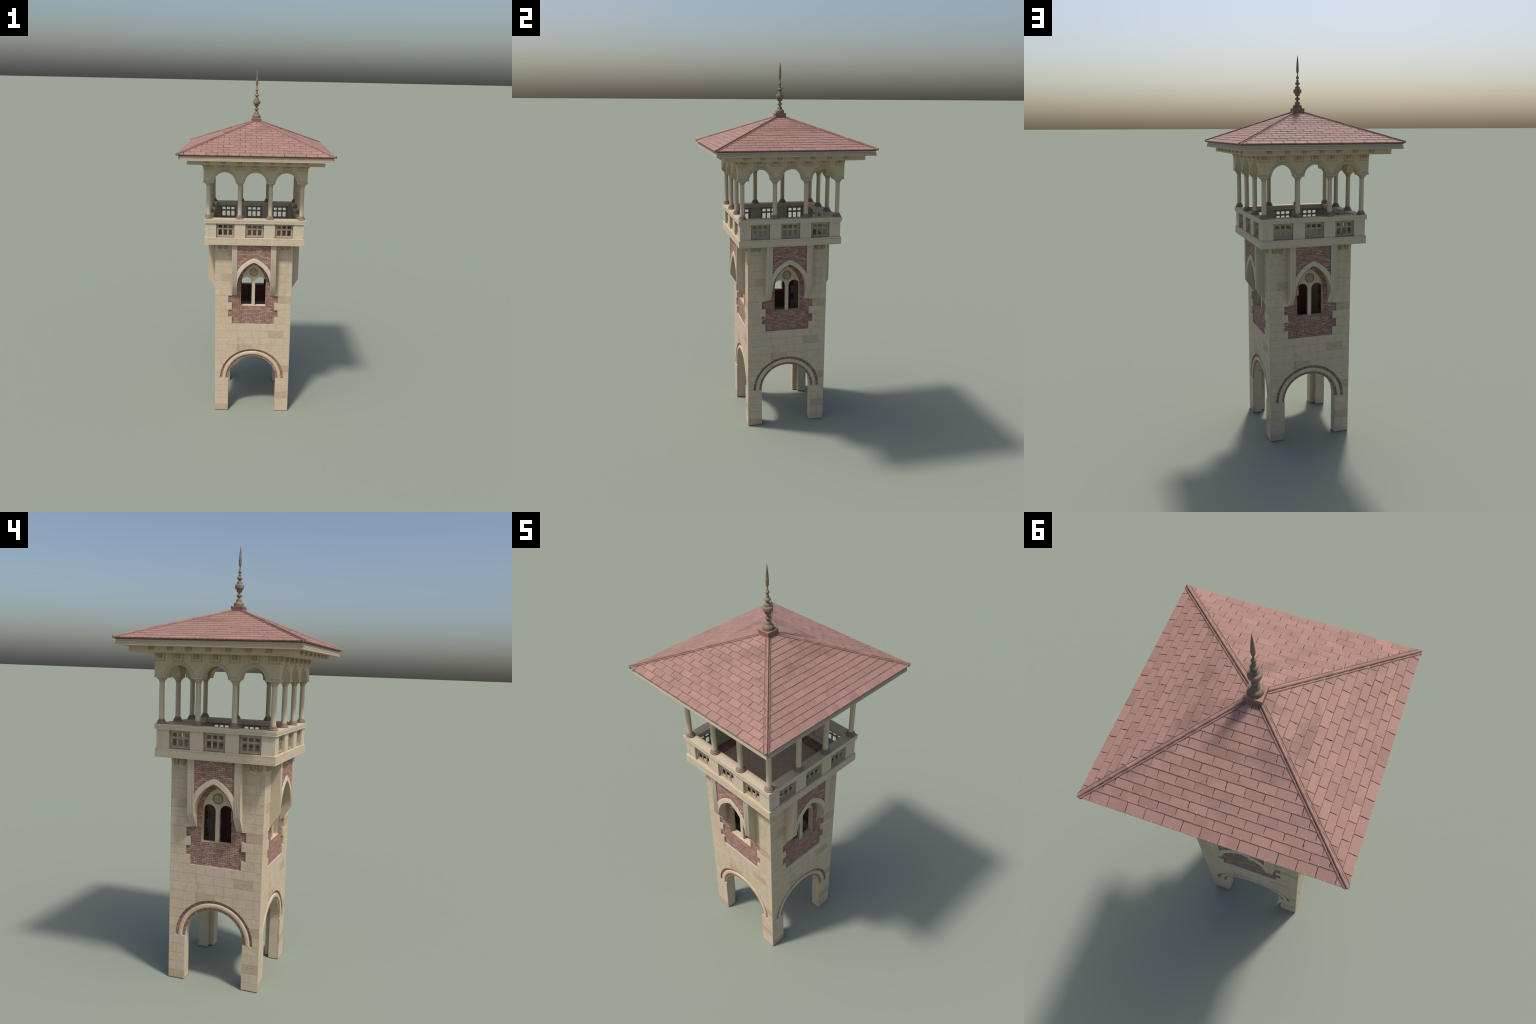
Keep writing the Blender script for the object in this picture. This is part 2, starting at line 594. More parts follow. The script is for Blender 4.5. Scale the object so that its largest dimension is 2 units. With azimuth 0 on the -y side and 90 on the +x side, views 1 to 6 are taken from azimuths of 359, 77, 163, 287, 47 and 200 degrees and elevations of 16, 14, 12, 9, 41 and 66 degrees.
def ring_bricks(r0, r1, n, y0, y1):
    bm = bmesh.new()
    for i in range(n):
        t0, t1 = pi * i / n + 0.0042, pi * (i + 1) / n - 0.0042
        c = []
        for t in (t0, t1):
            for r in (r0, r1):
                c.append((r * cos(t), SPRING + r * sin(t)))
        a, b, c2, d = c[0], c[1], c[3], c[2]
        j = rng.uniform(-0.0003, 0.0002)
        f = [bm.verts.new((x, y0 + j, z)) for x, z in (a, b, c2, d)]
        g = [bm.verts.new((x, y1, z)) for x, z in (a, b, c2, d)]
        bm.faces.new(f)
        bm.faces.new(g[::-1])
        for q in range(4):
            w = (q + 1) % 4
            bm.faces.new((f[q], f[w], g[w], g[q]))
    return bm


def arc_sweep(bm, prof, n=56):
    """Sweep a closed (radius, y) profile over the half circle of the ground arch."""
    rows = []
    for i in range(n + 1):
        t = pi * i / n
        rows.append([bm.verts.new((r * cos(t), y, SPRING + r * sin(t))) for r, y in prof])
    m = len(prof)
    for p, q in zip(rows, rows[1:]):
        for i in range(m):
            j = (i + 1) % m
            bm.faces.new((p[i], q[i], q[j], p[j]))
    bm.faces.new(rows[0][::-1])
    bm.faces.new(rows[-1])


def build_arch_stone():
    bm = bmesh.new()
    yb = -CORE + 0.001
    arc_sweep(bm, [(R_BRICK, yb), (R_BRICK, -A + 0.0022), (R_BRICK + 0.002, -A + 0.0008), (R_BRICK + 0.006, -A - 0.0003),
                   (R_STONE - 0.006, -A - 0.0003), (R_STONE - 0.002, -A + 0.0008), (R_STONE, -A + 0.0022), (R_STONE, yb)])
    return finish(bm, "arch_stone_ring", M_BLOCK[1], smooth=60)


# ---- canopy over the window
def build_bracket(x0, x1):
    bm = bmesh.new()
    w = x1 - x0
    cols = [(0, 0.0), (0.30, 0.0), (0.34, .0016), (0.40, .0016), (0.44, 0.0003), (0.56, 0.0003), (0.60, .0018), (0.66, .0018), (0.70, 0.0003),
            (0.80, 0.0003), (0.84, .0016), (0.89, .0016), (0.93, 0.0), (1.0, 0.0)]
    front, top = [], []
    for f, g in cols:
        x = x0 + f * w
        y = -CAN_Y + g
        front.append([bm.verts.new(p) for p in ((x, y, Z_BALC), (x, y, 0.8135), (x, -A + 0.004 + g, 0.7395 + g))])
        top.append([bm.verts.new(p) for p in ((x, -CORE + 0.001, Z_BALC), (x, -CORE + 0.001, 0.7395 + g))])
    for p, q in zip(front, front[1:]):
        bm.faces.new((p[0], p[1], q[1], q[0]))
        bm.faces.new((p[1], p[2], q[2], q[1]))
    for (p, q), (t, u) in zip(zip(front, front[1:]), zip(top, top[1:])):
        bm.faces.new((p[0], q[0], u[0], t[0]))
        bm.faces.new((p[2], t[1], u[1], q[2]))
        bm.faces.new((t[0], u[0], u[1], t[1]))
    for i in (0, -1):
        bm.faces.new((front[i][0], front[i][1], front[i][2], top[i][1], top[i][0]))
    return finish(bm, "canopy_bracket", [M_MOULD, M_CREAM], lambda f: 1 if abs(f.normal.x) > 0.9 else 0)


def build_canopy_body():
    bm = bmesh.new()
    xs = lin(-CAN_IN, 0, 32) + lin(0, CAN_IN, 32)[1:]
    strip(bm, xs, lambda x: gothic(x, G_IN), Z_BALC, -0.2580, -CORE + 0.001)
    return finish(bm, "window_canopy", [M_MORTAR, M_CREAM], lambda f: 0 if f.normal.y < -0.9 else 1)


def build_canopy_ring():
    bm = bmesh.new()
    n = 40
    rows = []
    t1 = math.acos(GOTH_C / G_IN)
    for side in (-1, 1):
        rows = []
        for i in range(n + 1):
            t = t1 * i / n
            row = []
            for f, y in ((0.0, -0.2575), (0.0, -0.2628), (0.82, -0.2628), (1.0, -0.2606), (1.0, -0.2575)):
                R = G_IN + f * (G_RING - G_IN)
                tm = math.acos(min(1, GOTH_C / R)) * i / n
                x = R * cos(tm) - GOTH_C
                z = GOTH_Z + R * sin(tm)
                row.append((min(x, CAN_IN + 0.0005) * side if f else x * side, y, z))
            rows.append(row)
        vs = [[bm.verts.new(p) for p in r] for r in rows]
        for p, q in zip(vs, vs[1:]):
            for i in range(5):
                j = (i + 1) % 5
                try:
                    bm.faces.new((p[i], q[i], q[j], p[j]))
                except ValueError:
                    pass
    return finish(bm, "canopy_arch_ring", M_STONE, smooth=40)


def build_canopy_bricks():
    bm = bmesh.new()
    bricks(bm, -CAN_IN, CAN_IN, 0.86, Z_BALC, -0.2590, -0.2572, low=lambda x: gothic(x, G_RING) - 0.001)
    return finish(bm, "canopy_brick", M_BRICK)


# ---- window tracery
def build_tracery():
    bm = bmesh.new()
    c, r, mz = 0.0403, 0.0309, 0.0094
    y0, y1 = -0.2035, -0.1895
    for s in (-1, 1):
        xs = sorted(s * (c - r * cos(pi * i / 24)) for i in range(25))
        strip(bm, xs, lambda x: disc(x, r, 0.8165, s * c), lambda x: gothic(x, G_WIN), y0, y1)
    strip(bm, lin(-mz, mz, 6), SILL, lambda x: gothic(x, G_WIN), y0, y1)
    return finish(bm, "window_tracery", M_CREAM)


def build_roundel():
    bm = bmesh.new()
    lathe(bm, [(0.0262, 0), (0.0259, 0.0016), (0.0248, 0.0024), (0.0236, 0.0016), (0.0230, -0.0004), (0.0212, -0.0004), (0.0204, 0.0026), (0.0190, 0.0028), (0.0180, 0.0004),
               (0.0060, 0.0005), (0.0056, 0.0022), (0.0030, 0.0032)], 40)
    for i in range(8):
        t = 2 * pi * i / 8
        m = Matrix.Translation((0.0115 * cos(t), 0.0115 * sin(t), 0.0006)) @ Matrix.Rotation(t, 4, "Z") @ Matrix.Diagonal((0.0052, 0.0026, 0.0036, 1))
        bmesh.ops.create_uvsphere(bm, u_segments=10, v_segments=6, radius=1, matrix=m)
    for i in range(8):
        t = 2 * pi * (i + 0.5) / 8
        m = Matrix.Translation((0.0150 * cos(t), 0.0150 * sin(t), 0.0006)) @ Matrix.Diagonal((0.0018, 0.0018, 0.0026, 1))
        bmesh.ops.create_uvsphere(bm, u_segments=8, v_segments=5, radius=1, matrix=m)
    bm.transform(Matrix.Translation((0, -0.2035, 0.8755)) @ Matrix.Rotation(pi / 2, 4, "X") @ Matrix.Diagonal((1, 1, 0.65, 1)))
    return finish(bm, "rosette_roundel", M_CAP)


def corbel_mesh(name, w, h, d, mat, taper=0.76):
    """Hanging corbel: hooked block narrowing to a rounded foot; origin at top centre of its back."""
    bm = bmesh.new()
    prof = [(0.0, 1.0, 1.0), (0.5, 0.98, 1.0), (0.76, 0.95, 0.98), (0.87, 0.88, 0.94), (0.95, 0.76, 0.84), (1.0, taper * 0.78, 0.62)]
    rows = []
    for t, sx, sd in prof:
        x, dd, z, c = w / 2 * sx, d * sd, -h * t, min(0.0026, d * 0.3)
        rows.append([bm.verts.new(p) for p in ((-x, 0.002, z), (-x, -dd + c, z), (-x + c, -dd, z), (x - c, -dd, z), (x, -dd + c, z), (x, 0.002, z))])
    for p, q in zip(rows, rows[1:]):
        for i in range(6):
            j = (i + 1) % 6
            bm.faces.new((p[i], p[j], q[j], q[i]))
    bm.faces.new(rows[0])
    bm.faces.new(rows[-1][::-1])
    return finish(bm, name, mat, smooth=50)


core_me = build_core()
blocks = build_blocks()
blocks_sorted = sorted(range(len(blocks)), key=lambda i: -blocks[i][0])
named = set(blocks_sorted[:75])
joints_me, lining_me = build_joints(), build_lining()
recess_me = build_recess_bricks()
ring_y = -A + 0.0060
rb = ring_bricks(R_STONE + 0.0004, R_OUT - 0.0004, 76, ring_y, -CORE + 0.001)
outer_me = finish(rb, "arch_brick", M_BRICK)
rb = ring_bricks(R_OPEN + 0.0004, R_BRICK - 0.0004, 62, ring_y, -CORE + 0.001)
inner_me = finish(rb, "arch_brick", M_BRICK)
arch_me = build_arch_stone()
brk_l, brk_r = build_bracket(-CAN_OUT, -CAN_IN), build_bracket(CAN_IN, CAN_OUT)
body_me, cring_me, cbrick_me = build_canopy_body(), build_canopy_ring(), build_canopy_bricks()
trac_me, rose_me = build_tracery(), build_roundel()
small_bm = bmesh.new()
for i in range(len(blocks)):
    if i not in named:
        small_bm.from_mesh(blocks[i][1])
small_me = finish(small_bm, "ashlar_sliver", M_BLOCK[1]) if small_bm.faces else None
bcorbel_me = corbel_mesh("balcony_corbel", 0.0226, 0.038, 0.0080, M_CORBEL)

for S in SIDES:
    wall = put("shaft_wall", core_me, tower, S)
    for i in sorted(named):
        put("ashlar_block", blocks[i][1], wall).matrix_parent_inverse = Matrix.Identity(4)
    kids = [("lime_jointing", joints_me, None), ("inner_lining", lining_me, None), ("recess_brick", recess_me, "stuff"),
            ("arch_brick", outer_me, "stuff"), ("arch_brick", inner_me, "stuff"), ("arch_stone_ring", arch_me, None)]
    if small_me:
        kids.append(("ashlar_sliver", small_me, "stuff"))
    for nm, me, kind in kids:
        put(nm, me, wall, kind=kind).matrix_parent_inverse = Matrix.Identity(4)
    canopy = put("window_canopy", body_me, tower, S)
    for nm, me, kind in (("canopy_bracket", brk_l, None), ("canopy_bracket", brk_r, None), ("canopy_arch_ring", cring_me, None), ("canopy_brick", cbrick_me, "stuff")):
        put(nm, me, canopy, kind=kind).matrix_parent_inverse = Matrix.Identity(4)
    win = put("window_tracery", trac_me, tower, S)
    put("rosette_roundel", rose_me, win).matrix_parent_inverse = Matrix.Identity(4)

# ---- balcony
bm = bmesh.new()
LA, LZ = 0.2781, Z_BALC - 0.0008
square_ring(bm, [(0.2385, LZ), (LA, LZ), (LA, 1.0586), (LA - .0006, 1.0590), (LA - .0006, 1.0598), (LA, 1.0602), (LA, 1.0862), (LA - .001, 1.0868), (LA - .001, 1.0878), (LA, 1.0884), (LA, 1.0938), (LA - .0005, Z_LEDGE), (0.2385, Z_LEDGE)])
balcony = put("balcony_ledge", finish(bm, "balcony_ledge", M_FRIEZE), tower)
bm = bmesh.new()
box(bm, -0.239, 0.239, -0.239, 0.239, Z_BALC + 0.0005, 1.070)
put("balcony_floor", finish(bm, "balcony_floor", M_FLOOR), balcony)
bm = bmesh.new()
box(bm, -AIN, AIN, -AIN, AIN, 0.410, Z_ROOM)
put("upper_room_floor", finish(bm, "upper_room_floor", M_FLOOR), tower)
for S in SIDES:
    for xc in (-0.1957, -0.1632, 0.1632, 0.1957):
        put("balcony_corbel", bcorbel_me, balcony, S @ Matrix.Translation((xc, -A, Z_BALC)))

bm = bmesh.new()
ZR0, ZR1 = 1.1775, 1.2017
rail_out = [(0.2786, ZR0), (0.2786, 1.1838), (0.2779, 1.1842), (0.2779, 1.1850), (0.2791, 1.1856), (0.2791, 1.1898), (0.2785, 1.1902), (0.2785, 1.1908), (0.2798, 1.1914), (0.2798, ZR1 - 0.0006), (0.2792, ZR1)]
rail_in = [(0.5142 - a, z) for a, z in rail_out[::-1]]
square_ring(bm, rail_out + rail_in)
rail = put("parapet_rail", finish(bm, "parapet_rail", M_STONE, smooth=20), tower)

PA, PI = 0.2726, 0.2490
bm = bmesh.new()
box(bm, -PA, -0.2130, -PA, -PI, Z_LEDGE - 0.0003, ZR0 + 0.0003)
box(bm, -PA, -PI, -PI, -0.2130, Z_LEDGE - 0.0003, ZR0 + 0.0003)
corner_me = finish(bm, "parapet_pier", M_STONE)
bm = bmesh.new()
box(bm, -0.0305, 0.0305, -PA, -PI, Z_LEDGE - 0.0003, ZR0 + 0.0003)
mid_me = finish(bm, "parapet_pier", M_STONE)


def rounded_cut(x, x0, x1, z0, z1, r):
    d = min(x - x0, x1 - x)
    e = r - sqrt(max(0, r * r - (r - d) ** 2)) if d < r else 0
    return z0 + e, z1 - e


def grille_layer(bm, half, z0, z1, cols, rows, r, y0, y1):
    """Perforated slab: openings in columns and rows with rounded corners."""
    edges = [-half] + [e for c in cols for e in c] + [half]
    for a, b in zip(edges[0::2], edges[1::2]):
        box(bm, a, b, y0, y1, z0, z1)
    for a, b in cols:
        xs = sorted({a, b} | {a + r * (1 - cos(pi / 2 * i / 5)) for i in range(6)} | {b - r * (1 - cos(pi / 2 * i / 5)) for i in range(6)})
        cur = lambda x: z0
        for p, q in rows:
            strip(bm, xs, cur, lambda x: rounded_cut(x, a, b, p, q, r)[0], y0, y1)
            cur = lambda x, p=p, q=q: rounded_cut(x, a, b, p, q, r)[1]
        strip(bm, xs, cur, z1, y0, y1)


bm = bmesh.new()
H = 0.0506
g0, g1 = Z_LEDGE, ZR0
cols = [(-0.0383, -0.0184), (-0.0099, 0.0099), (0.0184, 0.0383)]
rows = [(1.1080, 1.1392), (1.1490, 1.1646)]
grille_layer(bm, H, g0, g1, cols, rows, 0.0030, -0.2592, -0.2562)
o = 0.0028
K, k0, k1 = H - 0.0042, g0 + 0.0042, g1 - 0.0022
grille_layer(bm, K - 0.004, k0 + .004, k1 - .004, [(a - o, b + o) if i != 1 else (a - .0022, b + .0022) for i, (a, b) in enumerate(cols)],
             [(1.1075 - o, 1.1396 + .0020), (1.1486 - .0020, 1.1650 + o)], 0.0008, -0.2612, -0.2590)
for a, b, c, d in ((-K, K, k0, k0 + 0.0045), (-K, K, k1 - 0.0045, k1), (-K, -K + 0.0045, k0 + 0.0045, k1 - 0.0045), (K - 0.0045, K, k0 + 0.0045, k1 - 0.0045)):
    box(bm, a, b, -0.2632, -0.2590, c, d)
    box(bm, a, b, -0.2564, -0.2545, c, d)
grille_me = finish(bm, "parapet_grille", M_GRILLE)
for S in SIDES:
    put("parapet_pier", corner_me, rail, S)
    for xc in (-0.0815, 0.0815):
        put("parapet_pier", mid_me, rail, S @ Matrix.Translation((xc, 0, 0)))
    for xc in (-0.1625, 0.0, 0.1632):
        put("parapet_grille", grille_me, rail, S @ Matrix.Translation((xc, 0, 0)))

# ---- columns
bm = bmesh.new()
lathe(bm, [(0.0118, 1.2200), (0.0118, 1.24), (0.0117, 1.3), (0.0114, 1.3870)], 28)
shaft_me = finish(bm, "column", M_CREAM)
bm = bmesh.new()


def torus_profile(r, z0, z1, bulge, n=5):
    return [(r + bulge * sin(pi * i / n) - bulge * 0.4, z0 + (z1 - z0) * i / n) for i in range(n + 1)]


lathe(bm, [(0.0215, 1.2015)] + torus_profile(0.0212, 1.2020, 1.2085, 0.0020) + [(0.0182, 1.2088), (0.0180, 1.2096)] + torus_profile(0.0182, 1.2100, 1.2150, 0.0016)
      + [(0.0152, 1.2154), (0.0150, 1.2162)] + torus_profile(0.0148, 1.2166, 1.2206, 0.0012) + [(0.0130, 1.2212), (0.0126, 1.2235), (0.0119, 1.2238)], 32)
cbase_me = finish(bm, "column_base", M_BASE)
bm = bmesh.new()
lathe(bm, [(0.0115, 1.3835), (0.0131, 1.3840), (0.0132, 1.3862), (0.0124, 1.3872), (0.0128, 1.3888), (0.0140, 1.3912), (0.0164, 1.3938), (0.0172, 1.3962), (0.0200, 1.3966), (0.0216, 1.3976), (0.0222, 1.3988), (0.0222, 1.4034)], 32)
cap_me = finish(bm, "column_capital", M_CAP, smooth=30)
CX = [-0.2565, -0.0840, 0.0840, 0.2565]
for i, x in enumerate(CX):
    for j, y in enumerate(CX):
        if i in (0, 3) or j in (0, 3):
            T = Matrix.Translation((x, y, 0))
            col = put("column", shaft_me, tower, T)
            for nm, me in (("column_base", cbase_me), ("column_capital", cap_me)):
                put(nm, me, col).matrix_parent_inverse = Matrix.Identity(4)

# ---- arcade
AW, AH = 0.0585, 0.0571
ARC_X = (-0.1667, 0.0, 0.1667)


def ell(x, w, h):
    for c in ARC_X:
        d = 1 - ((x - c) / w) ** 2
        if d > 0:
            return Z_ARC + h * sqrt(d)
    return Z_ARC


def arc_xs(x0, x1, w):
    xs = {x0, x1}
    for c in ARC_X:
        xs |= {c - w * cos(pi * i / 40) for i in range(41)}
    return sorted(x for x in xs if x0 <= x <= x1)


def split_at_piers(fn):
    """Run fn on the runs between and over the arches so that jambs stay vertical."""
    cuts = [-A_ARC] + [e for c in ARC_X for e in (c - AW, c + AW)]
    return cuts


bm = bmesh.new()
strip(bm, arc_xs(-A_ARC, A_ARCIN, AW), lambda x: ell(x, AW, AH), Z_SOFF + 0.001, -A_ARC, -A_ARCIN)
arcade_me = finish(bm, "arcade_wall", M_ARCADE)
bm = bmesh.new()
e = A_ARC - 0.0004
for w, h, zi, dep in ((0.0690, 0.0685, 1.4140, 0.0009), (0.0655, 0.0645, 1.4112, 0.0016), (0.0618, 0.0605, 1.4070, 0.0009 + 0.0016)):
    xs = sorted(set(arc_xs(-e, e, AW)) | set(arc_xs(-e, e, w)))
    strip(bm, xs, lambda x: ell(x, AW, AH), lambda x: max(ell(x, w, h), zi), -A_ARC - dep, -A_ARC + 0.001)
arch_band_me = finish(bm, "arch_moulding", M_MOULD)
bm = bmesh.new()
box(bm, -e, e, -A_ARC - 0.0006, -A_ARC + 0.001, 1.5052, Z_SOFF + 0.0008)
for c in [0.0858 * i for i in range(-3, 4)]:
    for hw, zb, dep, thin in ((0.0236, 1.4757, 0.0006, 0), (0.0208, 1.4785, 0.0013, 0), (0.0180, 1.4815, 0.0019, 0)):
        box(bm, max(c - hw, -e), min(c + hw, e), -A_ARC - dep, -A_ARC + 0.001, zb, Z_SOFF + 0.0006)
groove_bm = bmesh.new()
for c in [0.0858 * i for i in range(-3, 4)]:      # dark strips in the inner corners of the stepped frames
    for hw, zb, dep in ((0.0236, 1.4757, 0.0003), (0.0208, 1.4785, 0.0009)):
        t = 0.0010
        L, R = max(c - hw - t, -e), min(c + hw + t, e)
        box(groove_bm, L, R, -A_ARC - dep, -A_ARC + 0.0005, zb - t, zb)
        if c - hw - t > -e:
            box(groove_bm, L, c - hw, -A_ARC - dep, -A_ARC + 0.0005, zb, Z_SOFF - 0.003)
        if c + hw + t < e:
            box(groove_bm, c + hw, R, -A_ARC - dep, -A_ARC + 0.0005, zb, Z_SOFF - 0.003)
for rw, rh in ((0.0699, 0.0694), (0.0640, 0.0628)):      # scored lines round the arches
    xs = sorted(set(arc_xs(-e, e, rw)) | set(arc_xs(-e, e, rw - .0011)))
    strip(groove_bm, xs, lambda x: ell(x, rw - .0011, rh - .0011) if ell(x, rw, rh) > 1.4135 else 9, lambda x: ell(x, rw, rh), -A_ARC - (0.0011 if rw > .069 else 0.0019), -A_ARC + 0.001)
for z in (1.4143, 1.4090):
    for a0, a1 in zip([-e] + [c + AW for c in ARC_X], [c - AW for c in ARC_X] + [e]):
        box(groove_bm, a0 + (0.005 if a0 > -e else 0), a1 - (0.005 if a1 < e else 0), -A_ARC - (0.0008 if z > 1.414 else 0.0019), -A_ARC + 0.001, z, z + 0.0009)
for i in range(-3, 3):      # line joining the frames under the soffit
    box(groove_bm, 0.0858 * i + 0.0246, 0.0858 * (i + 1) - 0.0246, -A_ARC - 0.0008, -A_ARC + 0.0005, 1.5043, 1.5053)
for c in [0.0858 * i for i in range(-3, 4)]:      # dark plate painting the crease shade round each corbel
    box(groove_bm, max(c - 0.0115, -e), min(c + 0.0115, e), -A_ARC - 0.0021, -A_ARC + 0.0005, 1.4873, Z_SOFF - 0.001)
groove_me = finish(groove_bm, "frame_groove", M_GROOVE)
plaque_me = finish(bm, "corbel_plaque", M_ARCADE)
corb1_me = corbel_mesh("eave_corbel", 0.0216, 0.0206, 0.0085, M_CORBEL)
corb2_me = corbel_mesh("eave_corbel", 0.0224, 0.0178, 0.0085, M_CORBEL)
for S in SIDES:
    arc = put("arcade_wall", arcade_me, tower, S)
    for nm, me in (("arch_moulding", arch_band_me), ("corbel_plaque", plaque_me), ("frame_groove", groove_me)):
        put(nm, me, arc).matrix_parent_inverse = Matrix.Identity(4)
    for i in range(-3, 4):
        k = put("eave_corbel", corb1_me, arc)
        k.matrix_parent_inverse = Matrix.Identity(4)
        k.matrix_basis = Matrix.Translation((0.0858 * i, -A_ARC - 0.0010, Z_SOFF))

# ---- eaves
bm = bmesh.new()
square_ring(bm, [(0.18, Z_SOFF), (0.3625, Z_SOFF), (0.3625, Z_SLAB + 0.001), (0.18, Z_SLAB + 0.001)])
box(bm, -0.1802, 0.1802, -0.1802, 0.1802, Z_SOFF + 0.0005, Z_SLAB)
eaves = put("eave_soffit", finish(bm, "eave_soffit", M_ARCADE), tower)
bm = bmesh.new()
square_ring(bm, [(0.30, Z_SLAB), (0.4056, Z_SLAB), (0.4056, 1.5386), (0.4044, 1.5392), (0.4044, 1.5402), (0.4054, 1.5408), (0.4054, 1.5432), (0.4036, 1.5440), (0.4036, 1.5450), (0.4046, 1.5456), (0.4046, 1.5492), (0.4022, 1.5500),
                 (0.4014, 1.5510), (0.4014, 1.5600), (0.30, 1.5600)])
put("eave_fascia", finish(bm, "eave_fascia", M_FASC, smooth=20), eaves)
for S in SIDES:
    for i in range(-3, 4):
        put("eave_corbel", corb2_me, eaves, S @ Matrix.Translation((0.0858 * i, -0.3625, Z_SLAB)))

# ---- roof
CA = cos(math.atan(PITCH))
SA = sin(math.atan(PITCH))
# roof-plane frame of the front slope: w along x, s up the slope from the eave, n outwards
PLANE = Matrix(((1, 0, 0, 0), (0, CA, -SA, -EAVE), (0, SA, CA, Z_EAVE), (0, 0, 0, 1)))
bm = bmesh.new()
top_a = 0.03
q = 0.0075
zt = Z_EAVE + (EAVE - top_a) * PITCH - q
square_ring(bm, [(0.02, 1.5585), (EAVE - 0.0085, 1.5585), (EAVE - 0.0085, Z_EAVE - q + 0.0085 * PITCH), (top_a, zt), (0.02, zt)])
roof = put("roof_deck", finish(bm, "roof_deck", M_ROOF_LINE), tower)

SPACE = 0.02705
EDGES = [EAVE] + [0.0573 + SPACE * k for k in range(12, -1, -1)] + [0.0303]    # half width at each lower edge
TW, THICK, LIFT = 0.0577, 0.0040, 0.0014


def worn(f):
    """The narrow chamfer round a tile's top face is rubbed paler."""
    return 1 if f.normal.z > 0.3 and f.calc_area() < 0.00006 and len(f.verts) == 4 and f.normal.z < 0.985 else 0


def clip(poly, a, b, c):
    """Keep a*w + b*s <= c."""
    out = []
    for p, q in zip(poly, poly[1:] + poly[:1]):
        fp, fq = a * p[0] + b * p[1] - c, a * q[0] + b * q[1] - c
        if fp <= 0:
            out.append(p)
        if (fp < 0 < fq) or (fq < 0 < fp):
            t = fp / (fp - fq)
            out.append((p[0] + t * (q[0] - p[0]), p[1] + t * (q[1] - p[1])))
    return out


def tile_outline(r, length, wear=1.0):
    """Slate outline around its lower-edge centre, with a worn lower edge."""
    g = TW / 2 - 0.0008
    n = 7
    low = []
    chip = r.choice((0, 0, 0, 1, 2))
    for i in range(n):
        x = -g + 2 * g * i / (n - 1)
        y = r.uniform(-0.0005, 0.0004) * wear
        if (chip == 1 and i == 0) or (chip == 2 and i == n - 1):
            x *= 1 - r.uniform(0.04, 0.09) * wear
            y += r.uniform(0.0006, 0.0014) * wear
        low.append((x, y))
    top = length + 0.006
    tilt = r.uniform(-0.0004, 0.0004)
    return low + [(g, top * 0.5), (g, top + tilt), (-g, top - tilt), (-g, top * 0.5)]


def tile_solid(bm, poly, w0, s0, length, thick, dn=0.0, under=0.0):
    """Raise a slate over its outline; it leans so that its lower edge lies on the course below."""
    if len(poly) < 3:
        return
    cx = sum(p[0] for p in poly) / len(poly)
    cy = sum(p[1] for p in poly) / len(poly)
    lean = lambda s: dn - LIFT * (s / length)
    bot, mid, top = [], [], []
    for w, s in poly:
        d = sqrt((w - cx) ** 2 + (s - cy) ** 2) + 1e-9
        k = max(0.0, 1 - 0.0009 / d)
        u = under * max(0.0, 1 - s / (length * 0.4))     # the eave course is bevelled away underneath
        bot.append(bm.verts.new((w0 + w, s0 + s + u, lean(s) - thick)))
        mid.append(bm.verts.new((w0 + w, s0 + s, lean(s) - (0.0022 if under and s < length * 0.4 else 0.0008))))
        wi, si = cx + (w - cx) * k, cy + (s - cy) * k
        top.append(bm.verts.new((w0 + wi, s0 + si, lean(si))))
    n = len(poly)
    for i in range(n):
        j = (i + 1) % n
        bm.faces.new((bot[i], bot[j], mid[j], mid[i]))
        bm.faces.new((mid[i], mid[j], top[j], top[i]))
    bm.faces.new(top)
    bm.faces.new(bot[::-1])


tr = random.Random(5)
L_STD = SPACE / CA
variants = []
for v in range(8):
    bm = bmesh.new()
    tile_solid(bm, tile_outline(tr, L_STD), 0, 0, L_STD, THICK)
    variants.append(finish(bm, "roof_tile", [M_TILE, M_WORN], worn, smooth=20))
eave_len = (EDGES[0] - EDGES[1]) / CA
eave_var = []
for v in range(5):
    bm = bmesh.new()
    tile_solid(bm, tile_outline(tr, eave_len, 0.25), 0, 0, eave_len, 0.0105, under=0.009)
    eave_var.append(finish(bm, "roof_tile", [M_TILE, M_WORN], worn, smooth=20))

